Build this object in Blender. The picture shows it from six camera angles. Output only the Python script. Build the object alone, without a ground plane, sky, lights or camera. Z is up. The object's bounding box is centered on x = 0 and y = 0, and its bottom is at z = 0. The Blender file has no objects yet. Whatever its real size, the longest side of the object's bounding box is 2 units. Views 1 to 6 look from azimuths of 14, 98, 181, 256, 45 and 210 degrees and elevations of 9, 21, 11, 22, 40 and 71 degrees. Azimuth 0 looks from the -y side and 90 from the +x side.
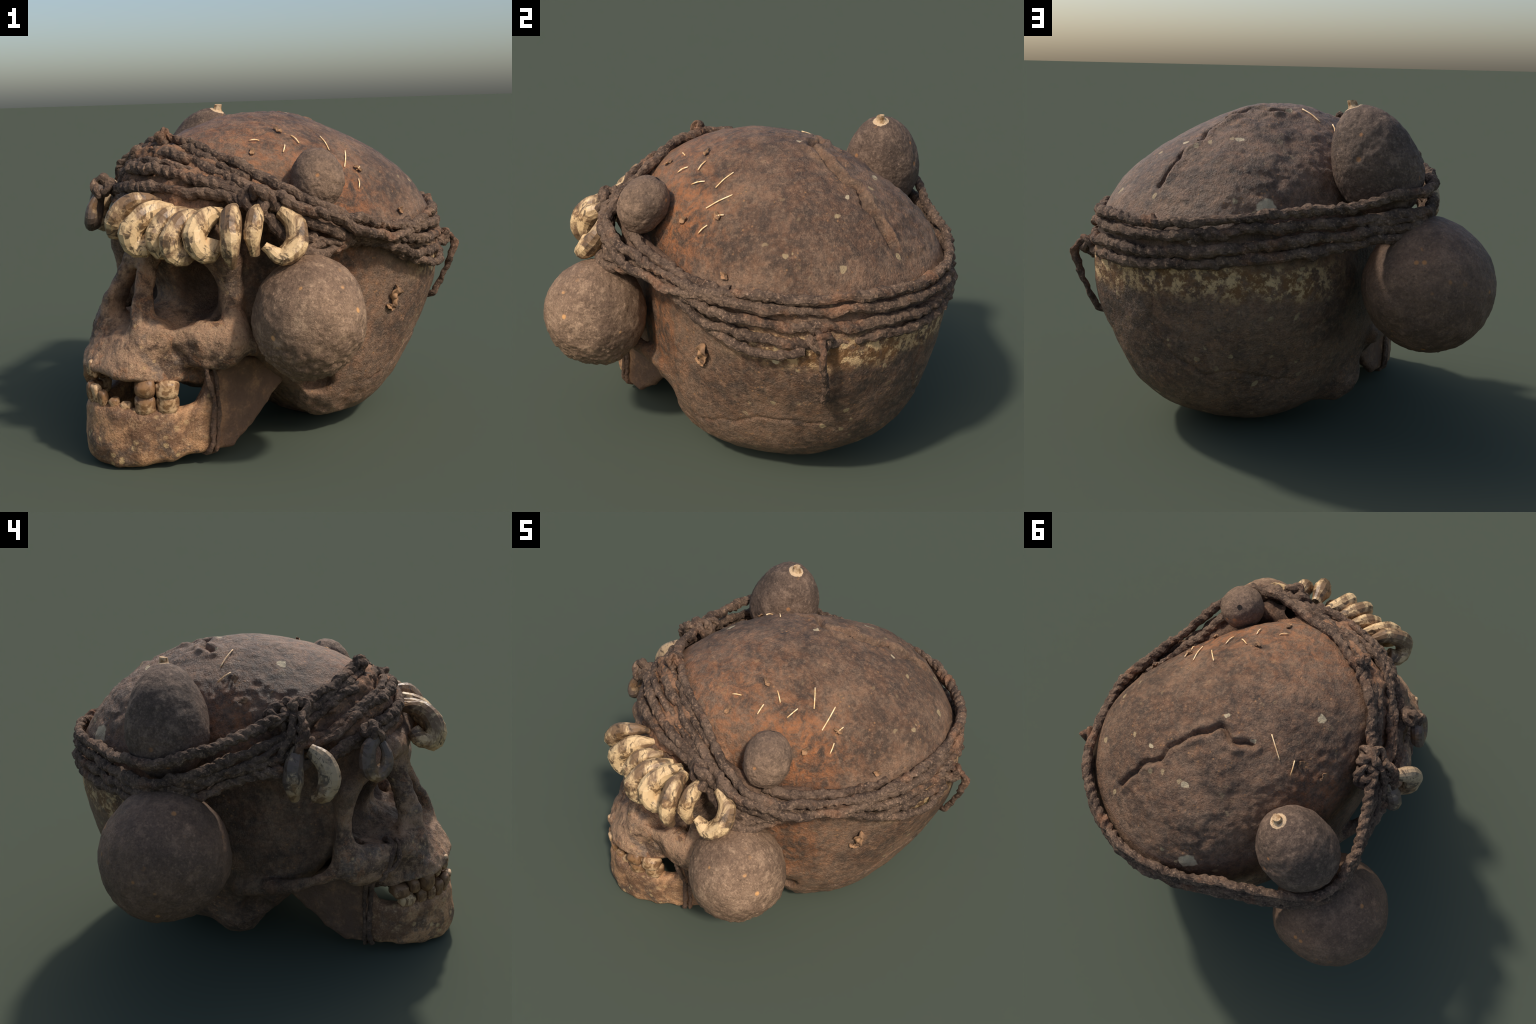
"""A ritual skull: bare bone cranium with jaw, wrapped in twisted rope that holds
four round gourds and a fringe of curved tusks over the brow."""
import bpy, math, random
import numpy as np
from mathutils import Vector
from mathutils.bvhtree import BVHTree

random.seed(7)
RNG = np.random.default_rng(7)

# ------------------------------------------------------------------ frame
# local skull frame: f = forward (face), l = skull's left, z = up
FWD = np.array([-0.546, -0.838, 0.0]); FWD /= np.linalg.norm(FWD)
LEFT = np.array([-FWD[1], FWD[0], 0.0])
ORG = np.array([0.069, 0.034, 0.0]) - 0.035 * LEFT
AX = np.stack([FWD, LEFT, [0, 0, 1.0]])


def W(p):
    """local (f,l,z) -> world"""
    return np.asarray(p, float) @ AX + ORG


def Lc(P):
    return (np.asarray(P, float) - ORG) @ AX.T


# ------------------------------------------------------------------ noise
def _hash(ix, iy, iz, seed):
    n = (ix * 374761393 + iy * 668265263 + iz * 2147483647 + seed * 974634777) & 0xffffffff
    n = ((n ^ (n >> 13)) * 1274126177) & 0xffffffff
    n = (n ^ (n >> 16)) & 0xffff
    return n / 32767.5 - 1.0


def vnoise(P, scale, seed=0):
    Q = P * scale
    I = np.floor(Q).astype(np.int64); t = Q - I; t = t * t * t * (t * (t * 6 - 15) + 10)
    r = 0
    for dx in (0, 1):
        for dy in (0, 1):
            for dz in (0, 1):
                w = (t[:, 0] if dx else 1 - t[:, 0]) * (t[:, 1] if dy else 1 - t[:, 1]) * (t[:, 2] if dz else 1 - t[:, 2])
                r = r + w * _hash(I[:, 0] + dx, I[:, 1] + dy, I[:, 2] + dz, seed)
    return r


def fbm(P, scale, octaves=4, seed=0, gain=0.5):
    a, r, s = 1.0, 0, scale
    for o in range(octaves):
        r = r + a * vnoise(P + 17.3 * o, s, seed + o); a *= gain; s *= 2.03
    return r


def smooth01(x, a, b):
    """smooth step, 0 at a and 1 at b (a may exceed b)"""
    t = np.clip((x - a) / (b - a), 0, 1)
    return t * t * (3 - 2 * t)


# ------------------------------------------------------------------ signed distance modelling
class Field:
    """points on a grid in the skull frame; F,L,Z arrays"""
    def __init__(self, lo, hi, h):
        self.lo, self.h = np.array(lo, float), h
        self.n = [int((b - a) / h) + 1 for a, b in zip(lo, hi)]
        ax = [(lo[i] + h * np.arange(self.n[i])).astype(np.float32) for i in range(3)]
        self.F = ax[0][:, None, None]; self.L = ax[1][None, :, None]; self.Z = ax[2][None, None, :]
        self.S = np.abs(self.L)


def ell(f, l, z, c, r, rot=None):
    x, y, w = f - c[0], l - c[1], z - c[2]
    if rot is not None:
        m = np.asarray(rot, np.float32)
        x, y, w = (m[0, 0] * x + m[0, 1] * y + m[0, 2] * w, m[1, 0] * x + m[1, 1] * y + m[1, 2] * w,
                   m[2, 0] * x + m[2, 1] * y + m[2, 2] * w)
    k0 = np.sqrt((x / r[0]) ** 2 + (y / r[1]) ** 2 + (w / r[2]) ** 2)
    k1 = np.sqrt((x / r[0] ** 2) ** 2 + (y / r[1] ** 2) ** 2 + (w / r[2] ** 2) ** 2) + 1e-9
    return k0 * (k0 - 1) / k1


def cap(f, l, z, a, b, ra, rb=None):
    """tapered capsule"""
    rb = ra if rb is None else rb
    a = np.array(a, np.float32); d = np.array(b, np.float32) - a
    x, y, w = f - a[0], l - a[1], z - a[2]
    t = np.clip((x * d[0] + y * d[1] + w * d[2]) / float(d @ d), 0, 1)
    return np.sqrt((x - t * d[0]) ** 2 + (y - t * d[1]) ** 2 + (w - t * d[2]) ** 2) - (ra + (rb - ra) * t)


def chain(f, l, z, pts, rs, k=0.02):
    d = None
    for (a, b), (ra, rb) in zip(zip(pts[:-1], pts[1:]), zip(rs[:-1], rs[1:])):
        e = cap(f, l, z, a, b, ra, rb)
        d = e if d is None else smin(d, e, k)
    return d


def plane(f, l, z, n, p):
    n = np.array(n, float); n /= np.linalg.norm(n)
    return n[0] * (f - p[0]) + n[1] * (l - p[1]) + n[2] * (z - p[2])


def smin(a, b, k):
    h = np.clip(0.5 + 0.5 * (b - a) / k, 0, 1)
    return b + (a - b) * h - k * h * (1 - h)


def smax(a, b, k):
    return -smin(-a, -b, k)


def surface_nets(fd, D):
    """naive surface nets: one vertex per crossed cell, one quad per crossed edge"""
    D = np.asarray(np.broadcast_to(D, fd.n), np.float32)
    ins = D < 0
    nx, ny, nz = fd.n
    c = np.zeros((nx - 1, ny - 1, nz - 1), np.int8)
    for dx in (0, 1):
        for dy in (0, 1):
            for dz in (0, 1):
                c += ins[dx:nx - 1 + dx, dy:ny - 1 + dy, dz:nz - 1 + dz]
    cells = np.argwhere((c > 0) & (c < 8))
    idx = -np.ones(c.shape, np.int64); idx[tuple(cells.T)] = np.arange(len(cells))
    acc = np.zeros((len(cells), 3)); cnt = np.zeros(len(cells))
    corners = [(i, j, k) for i in (0, 1) for j in (0, 1) for k in (0, 1)]
    for a in corners:
        for ax in range(3):
            if a[ax]:
                continue
            b = list(a); b[ax] = 1
            va = D[tuple((cells + a).T)]; vb = D[tuple((cells + b).T)]
            m = (va < 0) != (vb < 0)
            t = np.where(m, va / np.where(m, va - vb, 1), 0)
            p = np.tile(np.array(a, float), (len(cells), 1)); p[:, ax] = t
            acc[m] += p[m]; cnt[m] += 1
    V = fd.lo + fd.h * (cells + acc / cnt[:, None])
    quads = []
    for ax in range(3):
        u, v = [(1, 2), (2, 0), (0, 1)][ax]
        sl0 = [slice(None)] * 3; sl1 = [slice(None)] * 3
        sl0[ax] = slice(0, -1); sl1[ax] = slice(1, None)
        e = ins[tuple(sl0)] != ins[tuple(sl1)]
        E = np.argwhere(e)
        ok = (E[:, u] > 0) & (E[:, v] > 0) & (E[:, u] < fd.n[u] - 1) & (E[:, v] < fd.n[v] - 1)
        E = E[ok]
        flip = ins[tuple(sl0)][tuple(E.T)]
        q = []
        for du, dv in ((-1, -1), (0, -1), (0, 0), (-1, 0)):
            o = E.copy(); o[:, u] += du; o[:, v] += dv
            q.append(idx[tuple(o.T)])
        q = np.stack(q, 1)
        q[~flip] = q[~flip][:, ::-1]
        quads.append(q)
    return V, np.concatenate(quads)


def vnormals(V, Fq):
    n = np.cross(V[Fq[:, 2]] - V[Fq[:, 0]], V[Fq[:, 3]] - V[Fq[:, 1]])
    N = np.zeros_like(V)
    for i in range(4):
        np.add.at(N, Fq[:, i], n)
    return N / (np.linalg.norm(N, axis=1, keepdims=True) + 1e-12)


def relax(V, Fq, it=1, w=0.5):
    for _ in range(it):
        A = np.zeros_like(V); c = np.zeros(len(V))
        for i in range(4):
            for j in (i - 1, (i + 1) % 4):
                np.add.at(A, Fq[:, i], V[Fq[:, j]]); np.add.at(c, Fq[:, i], 1)
        V = V + w * (A / np.maximum(c, 1)[:, None] - V)
    return V


# ------------------------------------------------------------------ objects
ROOT = bpy.data.objects.new("decorated_skull", None)
bpy.context.scene.collection.objects.link(ROOT)
ROOT["label"] = "brown human skull roped with gourds and curved tusks"
ROOT["category"] = "skull ornament"


def make(name, V, faces, mat, parent=ROOT, loc=None, smooth=True, stuff=False):
    V = np.asarray(V, float)
    loc = np.zeros(3) if loc is None else np.asarray(loc, float)
    me = bpy.data.meshes.new(name)
    me.from_pydata((V - loc).tolist(), [], [list(map(int, f)) for f in faces])
    me.materials.append(mat)
    if smooth:
        me.polygons.foreach_set("use_smooth", [True] * len(me.polygons))
    me.update()
    ob = bpy.data.objects.new(name, me)
    bpy.context.scene.collection.objects.link(ob)
    if parent is not ROOT:
        loc = loc - np.array(parent.location)
    ob.location = loc
    ob.parent = parent
    if stuff:
        ob["kind"] = "stuff"
    return ob


def catmull(P, step):
    P = np.asarray(P, float)
    P = np.vstack([2 * P[0] - P[1], P, 2 * P[-1] - P[-2]])
    out = []
    for i in range(1, len(P) - 2):
        a, b, c, d = P[i - 1], P[i], P[i + 1], P[i + 2]
        n = max(2, int(np.linalg.norm(c - b) / step))
        t = np.linspace(0, 1, n, endpoint=False)[:, None]
        out.append(0.5 * (2 * b + (c - a) * t + (2 * a - 5 * b + 4 * c - d) * t ** 2 + (3 * b - a - 3 * c + d) * t ** 3))
    out.append(P[-2][None])
    return np.vstack(out)


def frames(C):
    T = np.gradient(C, axis=0); T /= np.linalg.norm(T, axis=1, keepdims=True) + 1e-12
    U = np.zeros_like(C)
    u = np.cross(T[0], [0.13, 0.21, 1.0]); u /= np.linalg.norm(u)
    for i in range(len(C)):
        u = u - T[i] * (u @ T[i]); u /= np.linalg.norm(u) + 1e-12
        U[i] = u
    return T, U, np.cross(T, U)


def tube(C, R, nseg=12, lobes=0, twist=0.0, lobe_amp=0.0, flat=1.0, jitter=0.0, seed=0, up=None):
    """sweep a (lobed, twisting) section along C; R = radius per point"""
    T, U, B = frames(C)
    if up is not None:
        U = np.tile(np.asarray(up, float), (len(C), 1)); U -= T * np.sum(U * T, 1, keepdims=True)
        U /= np.linalg.norm(U, axis=1, keepdims=True); B = np.cross(T, U)
    s = np.concatenate([[0], np.cumsum(np.linalg.norm(np.diff(C, axis=0), axis=1))])
    th = np.linspace(0, 2 * np.pi, nseg, endpoint=False)
    TH = np.tile(th, (len(C), 1))
    r = np.asarray(R)[:, None] * np.ones_like(TH)
    if lobes:
        lobe_amp = np.asarray(lobe_amp)
        r = r * (1 + lobe_amp * (np.abs(np.cos(0.5 * lobes * (TH - twist * s[:, None]))) * 2 - 1.2))
    V = C[:, None] + r[..., None] * (np.cos(TH)[..., None] * U[:, None] * flat + np.sin(TH)[..., None] * B[:, None])
    V = V.reshape(-1, 3)
    if jitter:
        D = np.stack([fbm(V, 14, 2, seed + i) for i in range(3)], 1)
        V = V + jitter * D
    n = len(C); faces = []
    for i in range(n - 1):
        for j in range(nseg):
            k = (j + 1) % nseg
            faces.append((i * nseg + j, i * nseg + k, (i + 1) * nseg + k, (i + 1) * nseg + j))
    V = np.vstack([V, C[0], C[-1]])
    for j in range(nseg):
        k = (j + 1) % nseg
        faces.append((len(V) - 2, k, j)); faces.append((len(V) - 1, (n - 1) * nseg + j, (n - 1) * nseg + k))
    return V, faces


# ------------------------------------------------------------------ materials
class Mat:
    def __init__(self, name, rough=0.8):
        self.m = bpy.data.materials.new(name); self.m.use_nodes = True
        self.t = self.m.node_tree; self.n = self.t.nodes; self.l = self.t.links
        self.b = self.n["Principled BSDF"]; self.b.inputs["Roughness"].default_value = rough
        self.b.inputs["Specular IOR Level"].default_value = 0.3
        self.co = self.n.new("ShaderNodeTexCoord").outputs["Object"]

    def put(self, sock, v):
        if hasattr(v, "node"):
            self.l.new(v, sock)
        elif isinstance(v, (tuple, list)):
            sock.default_value = tuple(v) + ((1.0,) if len(v) == 3 and sock.type == 'RGBA' else ())
        else:
            sock.default_value = v

    def noise(self, scale, detail=5, rough=0.6, dist=0.0, co=None):
        n = self.n.new("ShaderNodeTexNoise")
        self.put(n.inputs["Vector"], co or self.co)
        n.inputs["Scale"].default_value = scale; n.inputs["Detail"].default_value = detail
        n.inputs["Roughness"].default_value = rough; n.inputs["Distortion"].default_value = dist
        return n.outputs["Fac"]

    def voro(self, scale, out="Distance", feature='F1', co=None, rand=1.0):
        n = self.n.new("ShaderNodeTexVoronoi"); n.feature = feature
        self.put(n.inputs["Vector"], co or self.co); n.inputs["Scale"].default_value = scale
        n.inputs["Randomness"].default_value = rand
        return n.outputs[out]

    def rng(self, v, a, b, c=0.0, d=1.0, smooth=True):
        n = self.n.new("ShaderNodeMapRange")
        n.interpolation_type = 'SMOOTHSTEP' if smooth else 'LINEAR'
        self.put(n.inputs[0], v)
        for i, x in enumerate((a, b, c, d)):
            n.inputs[i + 1].default_value = x
        return n.outputs[0]

    def math(self, op, a, b=0.0, clamp=False):
        n = self.n.new("ShaderNodeMath"); n.operation = op; n.use_clamp = clamp
        self.put(n.inputs[0], a); self.put(n.inputs[1], b)
        return n.outputs[0]

    def mix(self, fac, a, b, mode='MIX'):
        n = self.n.new("ShaderNodeMix"); n.data_type = 'RGBA'; n.blend_type = mode
        self.put(n.inputs[0], fac); self.put(n.inputs[6], a); self.put(n.inputs[7], b)
        return n.outputs[2]

    def speckle(self, col, light, dark, amt=0.5, scale=125):
        """fine two-sided grain: pale dust specks and dark pits"""
        n = self.noise(scale, 3, 0.7)
        patch = self.rng(self.noise(6, 5, 0.7), 0.32, 0.62, 0.35, 1.0)
        col = self.mix(self.math('MULTIPLY', self.rng(n, 0.54, 0.70), self.math('MULTIPLY', patch, amt)), col, light)
        return self.mix(self.math('MULTIPLY', self.rng(n, 0.47, 0.33), amt), col, dark)

    def near(self, p, r0, r1):
        """1 at point p (object space), 0 beyond r1"""
        n = self.n.new("ShaderNodeVectorMath"); n.operation = 'DISTANCE'
        self.put(n.inputs[0], self.co); n.inputs[1].default_value = tuple(p)
        return self.rng(n.outputs["Value"], r0, r1, 1.0, 0.0)

    def along(self, d, off=0.0):
        """signed distance along direction d"""
        n = self.n.new("ShaderNodeVectorMath"); n.operation = 'DOT_PRODUCT'
        self.put(n.inputs[0], self.co); n.inputs[1].default_value = tuple(d)
        return self.math('SUBTRACT', n.outputs["Value"], off)

    def stretched(self, scale):
        n = self.n.new("ShaderNodeMapping"); self.put(n.inputs[0], self.co)
        n.inputs["Scale"].default_value = scale
        return n.outputs[0]

    def done(self, col, bump=None, strength=0.4, dist=0.01, rough=None, gain=1.6, gamma=1.25):
        g = self.n.new("ShaderNodeGamma"); g.inputs[1].default_value = gamma      # deepen contrast and warmth of the pigment
        self.put(g.inputs[0], col)
        col = self.mix(1.0, g.outputs[0], (gain, gain * 0.98, gain * 0.95), 'MULTIPLY')
        self.put(self.b.inputs["Base Color"], col)
        if rough is not None:
            self.put(self.b.inputs["Roughness"], rough)
        if bump is not None:
            n = self.n.new("ShaderNodeBump")
            n.inputs["Strength"].default_value = strength; n.inputs["Distance"].default_value = dist
            self.put(n.inputs["Height"], bump); self.l.new(n.outputs[0], self.b.inputs["Normal"])
        return self.m


def mat_skull():
    """one skin for the whole skull: dark weathered braincase blending into a paler, scuffed face"""
    m = Mat("old_bone", 0.50)
    dark, mid, light = (0.105, 0.072, 0.052), (0.225, 0.152, 0.104), (0.38, 0.26, 0.175)
    big = m.noise(2.6, 7, 0.65); med = m.noise(9, 6, 0.7, 0.3); fine = m.noise(32, 6, 0.75); grain = m.noise(95, 3, 0.6)
    col = m.mix(m.rng(big, 0.41, 0.59), dark, mid)
    col = m.mix(m.math('MULTIPLY', m.rng(m.noise(4.2, 8, 0.72, 0.6), 0.52, 0.68), 0.28), col, (0.085, 0.060, 0.044))
    col = m.mix(m.math('MULTIPLY', m.rng(med, 0.48, 0.70), 0.45), col, (0.255, 0.155, 0.096))
    col = m.mix(m.math('MULTIPLY', m.rng(fine, 0.46, 0.72), 0.55), col, light)
    col = m.mix(m.math('MULTIPLY', m.rng(fine, 0.52, 0.34), 0.35), col, (0.062, 0.044, 0.034))
    col = m.mix(m.math('MULTIPLY', m.rng(grain, 0.50, 0.72), 0.22), col, (0.07, 0.05, 0.038))
    col = m.speckle(col, (0.42, 0.30, 0.21), (0.055, 0.038, 0.028), 0.42)
    # rust-coloured dust, strongest round the small gourd on the temple and at the forehead
    zone = m.math('ADD', m.near(W((0.10, 0.60, 1.22)), 0.05, 0.42), m.math('MULTIPLY', m.near(W((0.42, 0.25, 1.36)), 0.10, 0.55), 0.6))
    zone = m.math('ADD', zone, m.math('MULTIPLY', m.near(W((0.20, 0.60, 0.65)), 0.05, 0.40), 0.7))
    zone = m.math('ADD', zone, m.math('MULTIPLY', m.near(W((0.08, -0.48, 1.28)), 0.03, 0.28), 0.7))
    zone = m.math('ADD', m.math('MULTIPLY', zone, 0.62), 0.16)
    rn = m.rng(m.noise(16, 8, 0.78, 0.5), 0.40, 0.66)
    col = m.mix(m.math('MULTIPLY', rn, zone, True), col, (0.44, 0.185, 0.075))
    # ochre flecks everywhere
    fl = m.rng(m.voro(34), 0.10, 0.24, 1.0, 0.0)
    fl = m.math('MULTIPLY', fl, m.rng(m.noise(9, 4), 0.48, 0.60))
    col = m.mix(m.math('MULTIPLY', fl, 0.75), col, (0.40, 0.225, 0.11))
    # pale crusty ring of bare bone under the rope at the back
    zed = m.along((0, 0, 1)); wob = m.math('MULTIPLY', m.math('SUBTRACT', m.noise(3.5, 4), 0.5), 0.13)
    zed = m.math('ADD', zed, wob)
    rear = m.rng(m.along(tuple(-FWD), float(-FWD @ ORG)), 0.25, 0.60)
    ring = m.math('MULTIPLY', m.rng(zed, 0.70, 0.79), m.rng(zed, 0.86, 0.92, 1.0, 0.0))
    ring = m.math('MULTIPLY', ring, rear)
    crust = m.math('MULTIPLY', m.rng(m.noise(20, 8, 0.75, 0.15), 0.47, 0.58), ring)
    col = m.mix(m.math('MULTIPLY', m.rng(m.noise(7, 7, 0.75), 0.42, 0.6), m.math('MULTIPLY', ring, 0.8)), col, (0.25, 0.13, 0.05))
    col = m.mix(m.math('MULTIPLY', crust, 0.9), col, (0.66, 0.47, 0.265))
    # scattered pale drips on the back
    wv = m.n.new("ShaderNodeVectorMath"); wv.operation = 'ADD'
    ns = m.n.new("ShaderNodeTexNoise"); m.put(ns.inputs["Vector"], m.co); ns.inputs["Scale"].default_value = 22
    sc = m.n.new("ShaderNodeVectorMath"); sc.operation = 'SCALE'; m.put(sc.inputs[0], ns.outputs["Color"]); sc.inputs["Scale"].default_value = 0.05
    m.put(wv.inputs[0], m.co); m.put(wv.inputs[1], sc.outputs[0])
    sp = m.rng(m.voro(11.0, co=wv.outputs[0]), 0.13, 0.19, 1.0, 0.0)
    sp = m.math('MULTIPLY', sp, m.rng(m.noise(4.3, 3), 0.45, 0.53))
    col = m.mix(m.math('MULTIPLY', sp, m.math('ADD', m.math('MULTIPLY', rear, 0.70), 0.18)), col, (0.42, 0.32, 0.19))
    for p, r in (((0.24, -0.22, 1.49), 0.026), ((-0.16, 0.01, 1.55), 0.014), ((-0.11, -0.17, 1.53), 0.016), ((-0.66, -0.42, 1.14), 0.045),
                 ((-0.56, 0.12, 1.40), 0.016), ((-0.50, -0.16, 1.42), 0.018), ((-0.58, 0.60, 0.76), 0.018)):
        n = m.n.new("ShaderNodeVectorMath"); n.operation = 'DISTANCE'; m.put(n.inputs[0], wv.outputs[0])
        q, _ = snap(p); n.inputs[1].default_value = tuple(W(q) + 0.025)
        col = m.mix(m.math('MULTIPLY', m.rng(n.outputs["Value"], r * 0.85, r * 1.1, 1.0, 0.0), 0.9), col, (0.56, 0.46, 0.31))
    # face: paler, with orange, grey-brown and cream scuffs
    fb = m.noise(5, 7, 0.68, 0.4)
    fc = m.mix(m.rng(fb, 0.41, 0.57), (0.135, 0.086, 0.058), (0.43, 0.275, 0.175))
    fc = m.mix(m.math('MULTIPLY', m.rng(m.noise(7, 6, 0.7, 0.4), 0.53, 0.62), 0.7), fc, (0.20, 0.155, 0.125))
    fc = m.mix(m.math('MULTIPLY', m.rng(m.noise(9, 7, 0.72, 0.5), 0.52, 0.62), 0.55), fc, (0.52, 0.26, 0.13))
    fc = m.mix(m.math('MULTIPLY', m.rng(fine, 0.48, 0.70), 0.65), fc, (0.58, 0.395, 0.245))
    fc = m.mix(m.math('MULTIPLY', m.rng(m.noise(9, 8, 0.75, 0.6), 0.54, 0.66), 0.75), fc, (0.072, 0.052, 0.040))
    fc = m.mix(m.math('MULTIPLY', m.rng(grain, 0.50, 0.72), 0.2), fc, (0.10, 0.07, 0.05))
    fc = m.mix(m.math('MULTIPLY', m.math('MULTIPLY', m.rng(m.voro(24), 0.12, 0.26, 1.0, 0.0), m.rng(m.noise(7, 4), 0.50, 0.6)), 0.8), fc, (0.52, 0.36, 0.20))
    fc = m.speckle(fc, (0.66, 0.48, 0.32), (0.075, 0.050, 0.036), 0.42, 95)
    dfw = m.along(tuple(FWD), float(FWD @ ORG))
    edge = m.math('SUBTRACT', m.math('MULTIPLY', m.math('SUBTRACT', dfw, 0.56), 0.80), m.math('MULTIPLY', m.math('SUBTRACT', m.along((0, 0, 1)), 0.98), 0.62))
    edge = m.math('ADD', edge, m.math('MULTIPLY', m.math('SUBTRACT', m.noise(8, 5, 0.7), 0.5), 0.25))
    isf = m.math('MULTIPLY', m.rng(edge, 0.06, 0.22), m.rng(dfw, 0.42, 0.58))
    # cavity shade of the sockets and nose, tinted dark brown into the bone colour
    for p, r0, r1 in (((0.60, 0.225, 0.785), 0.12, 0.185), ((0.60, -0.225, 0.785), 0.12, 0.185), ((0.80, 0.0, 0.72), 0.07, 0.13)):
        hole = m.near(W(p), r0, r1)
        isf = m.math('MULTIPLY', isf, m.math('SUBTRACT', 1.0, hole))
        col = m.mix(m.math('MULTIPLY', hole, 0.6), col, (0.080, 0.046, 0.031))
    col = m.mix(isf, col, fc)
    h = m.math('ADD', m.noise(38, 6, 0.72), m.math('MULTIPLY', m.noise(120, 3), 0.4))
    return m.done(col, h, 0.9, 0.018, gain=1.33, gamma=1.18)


def mat_jaw():
    m = Mat("old_bone_jaw", 0.62)
    big = m.noise(4, 6, 0.65, 0.5); fine = m.noise(28, 5, 0.7)
    col = m.mix(m.rng(big, 0.41, 0.59), (0.20, 0.112, 0.064), (0.50, 0.29, 0.155))
    col = m.mix(m.math('MULTIPLY', m.rng(fine, 0.50, 0.72), 0.6), col, (0.54, 0.36, 0.21))
    fl = m.math('MULTIPLY', m.rng(m.voro(20), 0.18, 0.34, 1.0, 0.0), m.rng(m.noise(6, 4), 0.44, 0.54))
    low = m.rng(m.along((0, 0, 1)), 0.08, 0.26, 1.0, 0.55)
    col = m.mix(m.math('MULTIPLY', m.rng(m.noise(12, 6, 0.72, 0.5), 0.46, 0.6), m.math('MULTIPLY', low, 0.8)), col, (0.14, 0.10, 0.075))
    col = m.mix(m.math('MULTIPLY', fl, low), col, (0.56, 0.39, 0.21))
    col = m.speckle(col, (0.66, 0.47, 0.30), (0.10, 0.06, 0.04), 0.45, 95)
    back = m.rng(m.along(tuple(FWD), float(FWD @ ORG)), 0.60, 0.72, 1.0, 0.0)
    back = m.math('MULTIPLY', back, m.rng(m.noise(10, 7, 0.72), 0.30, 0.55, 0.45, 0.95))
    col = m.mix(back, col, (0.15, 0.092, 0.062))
    h = m.math('ADD', m.noise(30, 6, 0.7), m.math('MULTIPLY', m.noise(100, 3), 0.4))
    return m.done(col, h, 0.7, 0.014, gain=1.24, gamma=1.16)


def mat_gourd(name, a, b, c, fleck, rough=0.52, crack=0.5, scar=None):
    m = Mat(name, rough)
    col = m.mix(m.rng(m.noise(3.5, 6, 0.6), 0.35, 0.65), a, b)
    col = m.mix(m.math('MULTIPLY', m.rng(m.noise(40, 5, 0.75), 0.48, 0.75), 0.7), col, c)
    col = m.mix(m.math('MULTIPLY', m.rng(m.noise(85, 3), 0.55, 0.75), 0.45), col, tuple(x * 0.55 for x in a))
    col = m.speckle(col, tuple(min(0.7, x * 1.45) for x in c), tuple(x * 0.4 for x in a), 0.38, 100)
    col = m.mix(m.math('MULTIPLY', m.rng(m.noise(14, 8, 0.75, 0.3), 0.52, 0.66), 0.5), col, c)
    col = m.mix(m.math('MULTIPLY', m.rng(m.noise(11, 8, 0.75, 0.3), 0.52, 0.68), 0.45), col, tuple(x * 0.5 for x in a))
    fl = m.math('MULTIPLY', m.rng(m.voro(13), 0.10, 0.20, 1.0, 0.0), m.rng(m.noise(5, 3), 0.52, 0.6))
    col = m.mix(m.math('MULTIPLY', fl, 0.8), col, fleck)
    if scar:                      # mark round the stem: position, radius, colour
        p, r, sc = scar
        k = m.math('ADD', m.near(p, r * 0.6, r * 1.4), m.math('MULTIPLY', m.math('SUBTRACT', m.noise(40, 4), 0.5), 0.9))
        col = m.mix(m.rng(k, 0.45, 0.6), col, sc)
    h = m.math('ADD', m.noise(45, 6, 0.75), m.math('MULTIPLY', m.voro(30), 0.6 * crack))
    return m.done(col, h, 0.8, 0.016)


def mat_rope(name, a, b, c):
    m = Mat(name, 0.85)
    col = m.mix(m.rng(m.noise(9, 6, 0.65), 0.35, 0.65), a, b)
    col = m.mix(m.math('MULTIPLY', m.rng(m.noise(34, 5, 0.75), 0.52, 0.75), 0.75), col, c)
    col = m.mix(m.math('MULTIPLY', m.rng(m.noise(5, 6, 0.7), 0.52, 0.68), 0.4), col, (0.32, 0.155, 0.08))
    col = m.speckle(col, tuple(min(0.7, x * 1.3) for x in c), tuple(x * 0.4 for x in a), 0.55, 90)
    h = m.math('ADD', m.noise(70, 5, 0.75), m.noise(25, 4))
    return m.done(col, h, 0.7, 0.012, gain=1.42, gamma=1.15)


def mat_tusk(name, lo, hi, stain, bias):
    m = Mat(name, 0.42)
    inf = m.n.new("ShaderNodeObjectInfo").outputs["Random"]
    n1 = m.noise(7, 6, 0.7, 0.5)
    f = m.math('ADD', n1, m.math('MULTIPLY', m.math('SUBTRACT', inf, 0.5), 0.30))
    col = m.mix(m.rng(f, 0.43 + bias, 0.57 + bias), lo, hi)
    col = m.mix(m.math('MULTIPLY', m.rng(m.noise(16, 6, 0.7, 1.0), 0.50, 0.58), 0.85), col, stain)
    col = m.mix(m.math('MULTIPLY', m.rng(m.noise(9, 5), 0.5, 0.7), 0.4), col, (0.36, 0.19, 0.07))
    return m.done(col, m.noise(30, 5), 0.35, 0.01, gain=1.22, gamma=1.12)


def mat_plain(name, a, b, rough=0.7, scale=20):
    m = Mat(name, rough)
    col = m.mix(m.rng(m.noise(scale, 5, 0.65), 0.35, 0.65), a, b)
    return m.done(col, m.noise(scale * 2, 4), 0.4, 0.008)


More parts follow.
